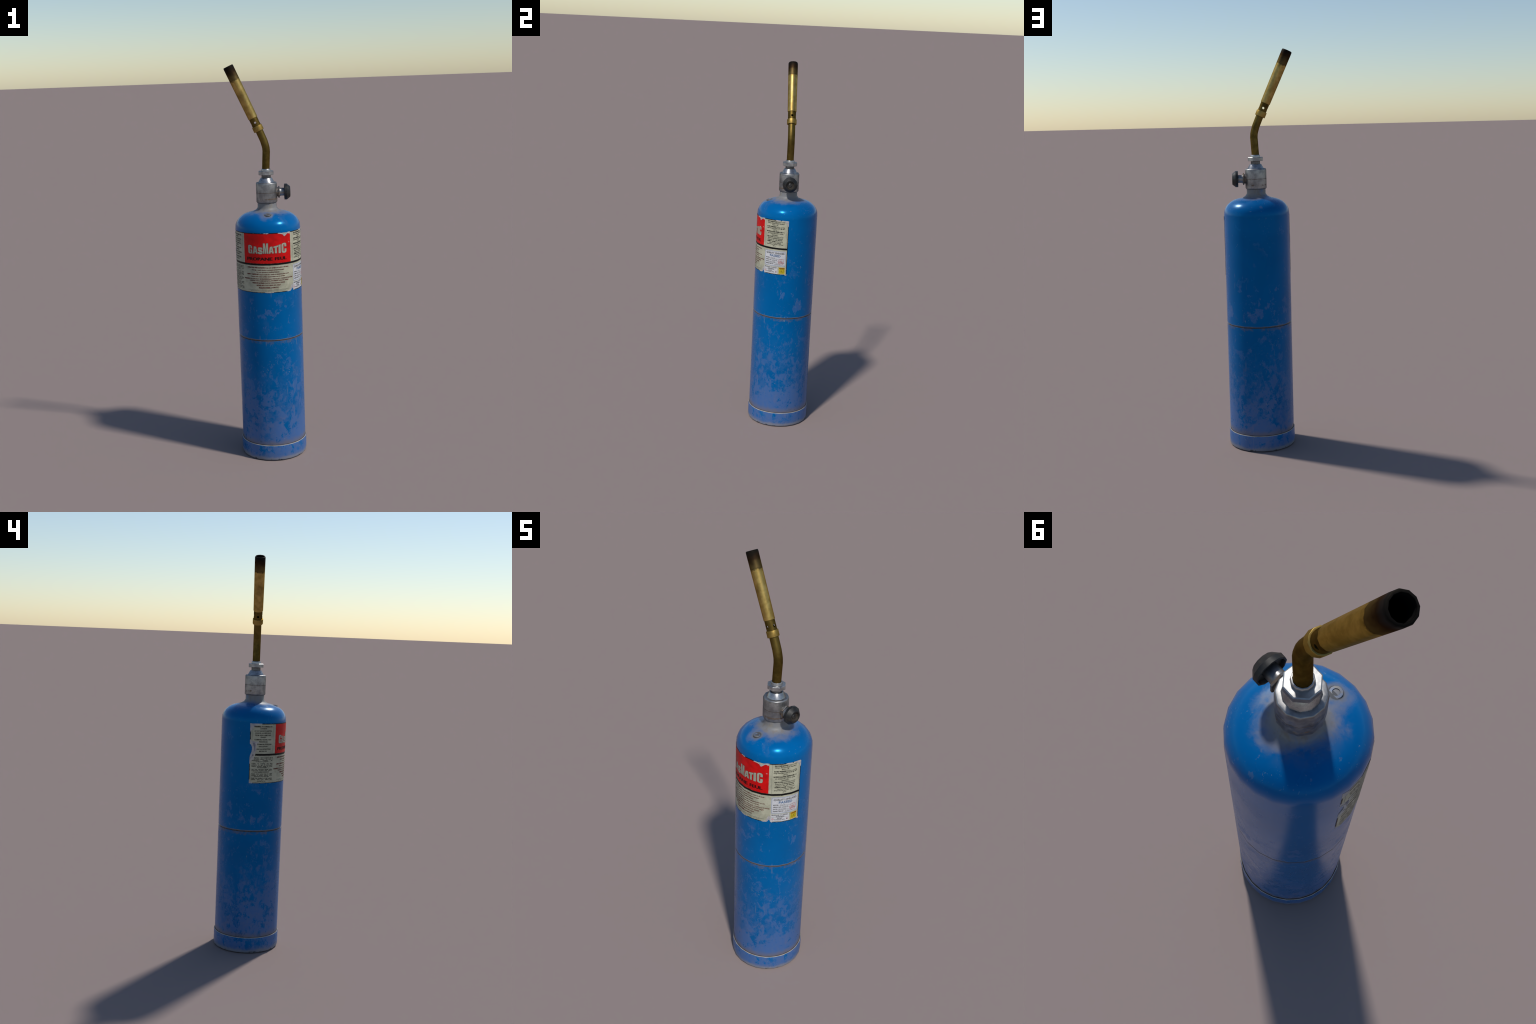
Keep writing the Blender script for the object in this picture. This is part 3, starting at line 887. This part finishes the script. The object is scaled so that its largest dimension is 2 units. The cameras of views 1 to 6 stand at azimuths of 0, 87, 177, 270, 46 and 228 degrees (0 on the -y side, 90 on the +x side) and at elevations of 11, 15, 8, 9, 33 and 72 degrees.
    # fibre showing over the print where the surface is rubbed away
    bits = [[(-8.9, 1.1822), (-7.8, 1.1812), (-6.4, 1.1818), (-6.6, 1.1844), (-8.6, 1.1844)], [(-5.2, 1.1815), (-3.9, 1.1795), (-2.2, 1.1808), (-0.8, 1.1822), (-0.5, 1.1844), (-5.0, 1.1842)],
            [(-6.0, 0.8845), (-4.0, 0.8885), (-1.8, 0.8892), (-0.2, 0.8868), (1.5, 0.8846)], [(2.6, 0.8846), (3.6, 0.8880), (5.2, 0.8878), (6.4, 0.8848)],
            [(66.2, 1.1800), (69.6, 1.1765), (72.6, 1.1775), (74.8, 1.1800), (74.6, 1.1838), (66.6, 1.1838)],
            [(83.6, 1.1745), (86.4, 1.1690), (87.6, 1.1620), (89.6, 1.1545), (90.0, 1.1550), (90.1, 1.1812), (80.2, 1.1832), (79.6, 1.1800)],
            [(86.9, 0.8840), (87.4, 0.8880), (90.2, 0.8900), (89.95, 0.8842)]]
    for i, b in enumerate(bits):
        shape("torn_edge", [b], L4 + 0.0002, torn, label, 0.0004, 0.003, 60 + i)
    return label


# ================================================================== valve, knob, pipe, burner
def build_valve():
    cast = cast_metal("cast_valve_metal", 0.36, 0.42, True, 1.366, 1.336)  # level lowered to darken the body's shadow side seen from above
    shiny = cast_metal("turned_valve_metal", 0.46, 0.27, False, None, None, 0.0, 0.15)
    nutm = cast_metal("nut_metal", 0.45, 0.38, True)
    k = 1 / math.cos(RAD(15))
    rb = 0.0524 * k
    body = [(0.030, 1.3140), (0.0462 * k, 1.3140), (0.0500 * k, 1.3170), (rb, 1.3208), (rb, 1.4105), (0.0512 * k, 1.4140), (0.0485 * k, 1.4162), (0.0402 * k, 1.4168), (0.030, 1.4170)]
    valve = add_object("valve_body", lathe("valve_body", body, 12, 15, sharp=42), cast)
    cone = [(0.0400 * k, 1.4150), (0.0396 * k, 1.4182), (0.0284 * k, 1.4380), (0.0274 * k, 1.4390), (0.020, 1.4392)]
    add_object("valve_cone", lathe("valve_cone", cone, 12, 15, sharp=40), shiny, valve)
    neck = [(0.0236, 1.4370), (0.0236, 1.4560)]
    dirty = cast_metal("grimy_neck_metal", 0.20, 0.5, True)
    add_object("neck_thread", lathe("neck_thread", neck, 12, 15), dirty, valve)
    r = 0.0402
    nut = [(0.020, 1.4540), (r - 0.002, 1.4540), (r, 1.4558), (r, 1.4712), (r - 0.0026, 1.4733), (0.020, 1.4734)]
    add_object("lock_nut", lathe("lock_nut", nut, 8, 22.5, flat=True, sharp=20), nutm, valve)
    fer = [(0.0246, 1.4725), (0.0242, 1.4790), (0.0240, 1.4812), (0.0225, 1.4840), (0.0202, 1.4845), (0.0186, 1.4800), (0.0180, 1.4740)]
    add_object("ferrule", lathe("ferrule", fer, 12, 15, sharp=40), nutm, valve)

    # side spindle and knob, built along z and laid over to +x
    ZK = 1.3658
    side = lambda x: Matrix.Translation((x - AX, 0, ZK)) @ Matrix.Rotation(RAD(90), 4, "Y")
    rusty = cast_metal("rusty_spindle_metal", 0.24, 0.50, True, None, None, 1.0)
    boss = [(0.0, 0.0), (0.0235, 0.0), (0.0235, 0.019), (0.0, 0.019)]
    add_object("spindle_boss", lathe("spindle_boss", boss, 12), rusty, valve, side(0.0535))
    hexn = [(0.0, 0.0), (0.0282, 0.0), (0.0298, 0.0012), (0.0298, 0.0058), (0.0282, 0.0072), (0.0, 0.0072)]
    add_object("spindle_nut", lathe("spindle_nut", hexn, 6, 30 * 3, flat=True, sharp=20), rusty, valve, side(0.0700))
    stem = [(0.0222, -0.001), (0.0216, 0.003), (0.0198, 0.0062), (0.0198, 0.0335), (0.0, 0.0335)]
    add_object("spindle", lathe("spindle", stem, 12, sharp=60), cast_metal("spindle_metal", 0.30, 0.38, False, None, None, 0.0, 0.3), valve, side(0.0770))  # base grey darkened for the shadow the spindle lies in
    plastic = black_plastic("black_knob_plastic")
    # radius, distance from the knob's back face
    kp = [(0.0195, 0.008), (0.0335, 0.008), (0.0362, 0.0), (0.0396, 0.0), (0.0404, 0.0008), (0.0404, 0.0126), (0.0275, 0.0286), (0.0262, 0.0294),
          (0.0216, 0.0291), (0.0188, 0.0200), (0.0, 0.0185)]
    knob = add_object("control_knob", lathe("control_knob", kp, 12, sharp=37), plastic, None, side(0.1008))
    screw = [(0.0100, 0.0), (0.0100, 0.0045), (0.0082, 0.0058), (0.0045, 0.0058), (0.0040, 0.0036), (0.0, 0.0036)]
    M = Matrix.Translation((0, 0, 0.0170))
    add_object("knob_screw", lathe("knob_screw", screw, 10), cast_metal("screw_metal", 0.12, 0.42, True), knob, M)
    return valve


def tube(name, path, radius, sides):
    """round pipe following a path in the xz plane, rings mitred at each bend"""
    pts = [Vector((x, 0, z)) for x, z in path]
    verts, norms = [], []
    for i, p in enumerate(pts):
        d = (pts[min(i + 1, len(pts) - 1)] - pts[max(i - 1, 0)]).normalized()
        e1 = Vector((d.z, 0, -d.x)); e2 = Vector((0, 1, 0))
        for k in range(sides):
            a = math.tau * (k + 0.5) / sides
            n = e1 * math.cos(a) + e2 * math.sin(a)
            verts.append(p + n * radius); norms.append(n)
    faces = []
    for i in range(len(pts) - 1):
        for k in range(sides):
            a, b = i * sides + k, i * sides + (k + 1) % sides
            faces.append((a, b, b + sides, a + sides))
    me = bpy.data.meshes.new(name)
    me.from_pydata(verts, [], faces)
    for p in me.polygons:
        p.use_smooth = True
    me.normals_split_custom_set_from_vertices(norms)
    return me


def build_burner():
    pipe_m = brass("pipe_brass", (0.160, 0.107, 0.027), (0.092, 0.060, 0.014), 0.42)
    slv_m = brass("burner_brass", (0.55, 0.372, 0.118), (0.27, 0.175, 0.042), 0.35, True, 0.75)
    col_m = brass("collar_brass", (0.40, 0.268, 0.075), (0.24, 0.155, 0.040), 0.46)
    dark_m = brass("air_port_brass", (0.14, 0.092, 0.022), (0.075, 0.048, 0.011), 0.45)
    path = [(0.0113, 1.470), (0.0116, 1.487), (0.0140, 1.530), (0.0164, 1.570), (0.0152, 1.588), (0.0126, 1.6005), (0.0058, 1.6240), (-0.0038, 1.6470), (-0.0128, 1.6680), (-0.0150, 1.6730)]
    pipe = add_object("gas_pipe", tube("gas_pipe", [(x - AX, z) for x, z in path], 0.0192, 12), pipe_m)
    # burner frame: local z along the tube, origin at the sleeve's foot
    d = Vector((-0.4085, 0, 0.9128)).normalized()
    M = Matrix.Translation((-0.0447 - AX, 0, 1.7373)) @ Matrix.Rotation(math.atan2(d.x, d.z), 4, "Y")
    k = 1.0 / math.cos(RAD(15))
    L = 0.2770
    slv = [(0.0190, 0.02), (0.0205, -0.0012), (0.0232, -0.0012), (0.0238, 0.0006), (0.0258, L - 0.0085), (0.0257, L - 0.0055), (0.0251, L - 0.0022), (0.0238, L), (0.0205, L), (0.0198, L - 0.004), (0.0190, 0.02)]
    sleeve = add_object("burner_tube", lathe("burner_tube", slv, 12, 0, sharp=60), slv_m, None, M)
    # bore and soot inside the mouth
    soot = Mat("mouth_soot").done((0.0035, 0.003, 0.003), 0.9, 0.0, 0.1)
    bore = [(0.0197, L - 0.002), (0.0186, 0.10), (0.0184, 0.06), (0.0, 0.055)]
    add_object("burner_bore", lathe("burner_bore", bore, 12, 0), soot, sleeve)
    # perforated air section: hollow ring with four ports
    po = [(0.0216, -0.046), (0.0216, 0.004), (0.0180, 0.004), (0.0180, -0.046)]
    ports = add_object("air_ports", lathe("air_ports", po, 24, 0, closed=True), dark_m, sleeve)
    cut = []
    for ang in (0, 90):
        bpy.ops.mesh.primitive_cylinder_add(vertices=14, radius=0.0060, depth=0.08)
        c = bpy.context.object
        c.parent = sleeve
        c.matrix_local = Matrix.Translation((0, 0, -0.0262)) @ Matrix.Rotation(RAD(90), 4, "Y" if ang else "X")
        mod = ports.modifiers.new("port", "BOOLEAN")
        mod.operation, mod.solver, mod.object = "DIFFERENCE", "EXACT", c
        cut.append(c)
    bpy.context.view_layer.update()
    dg = bpy.context.evaluated_depsgraph_get()
    me = bpy.data.meshes.new_from_object(ports.evaluated_get(dg))
    ports.modifiers.clear()
    ports.data = me
    for c in cut:
        bpy.data.objects.remove(c)
    smooth_by_angle(ports, 30)
    col = [(0.0175, -0.0708), (0.0246, -0.0708), (0.0257, -0.0696), (0.0257, -0.0446), (0.0247, -0.0434), (0.0200, -0.0432)]
    add_object("collar", lathe("collar", col, 12, 0, sharp=50), col_m, sleeve)
    return sleeve


tank = build_tank()
build_label(tank)
build_valve()
build_burner()
bpy.context.view_layer.update()
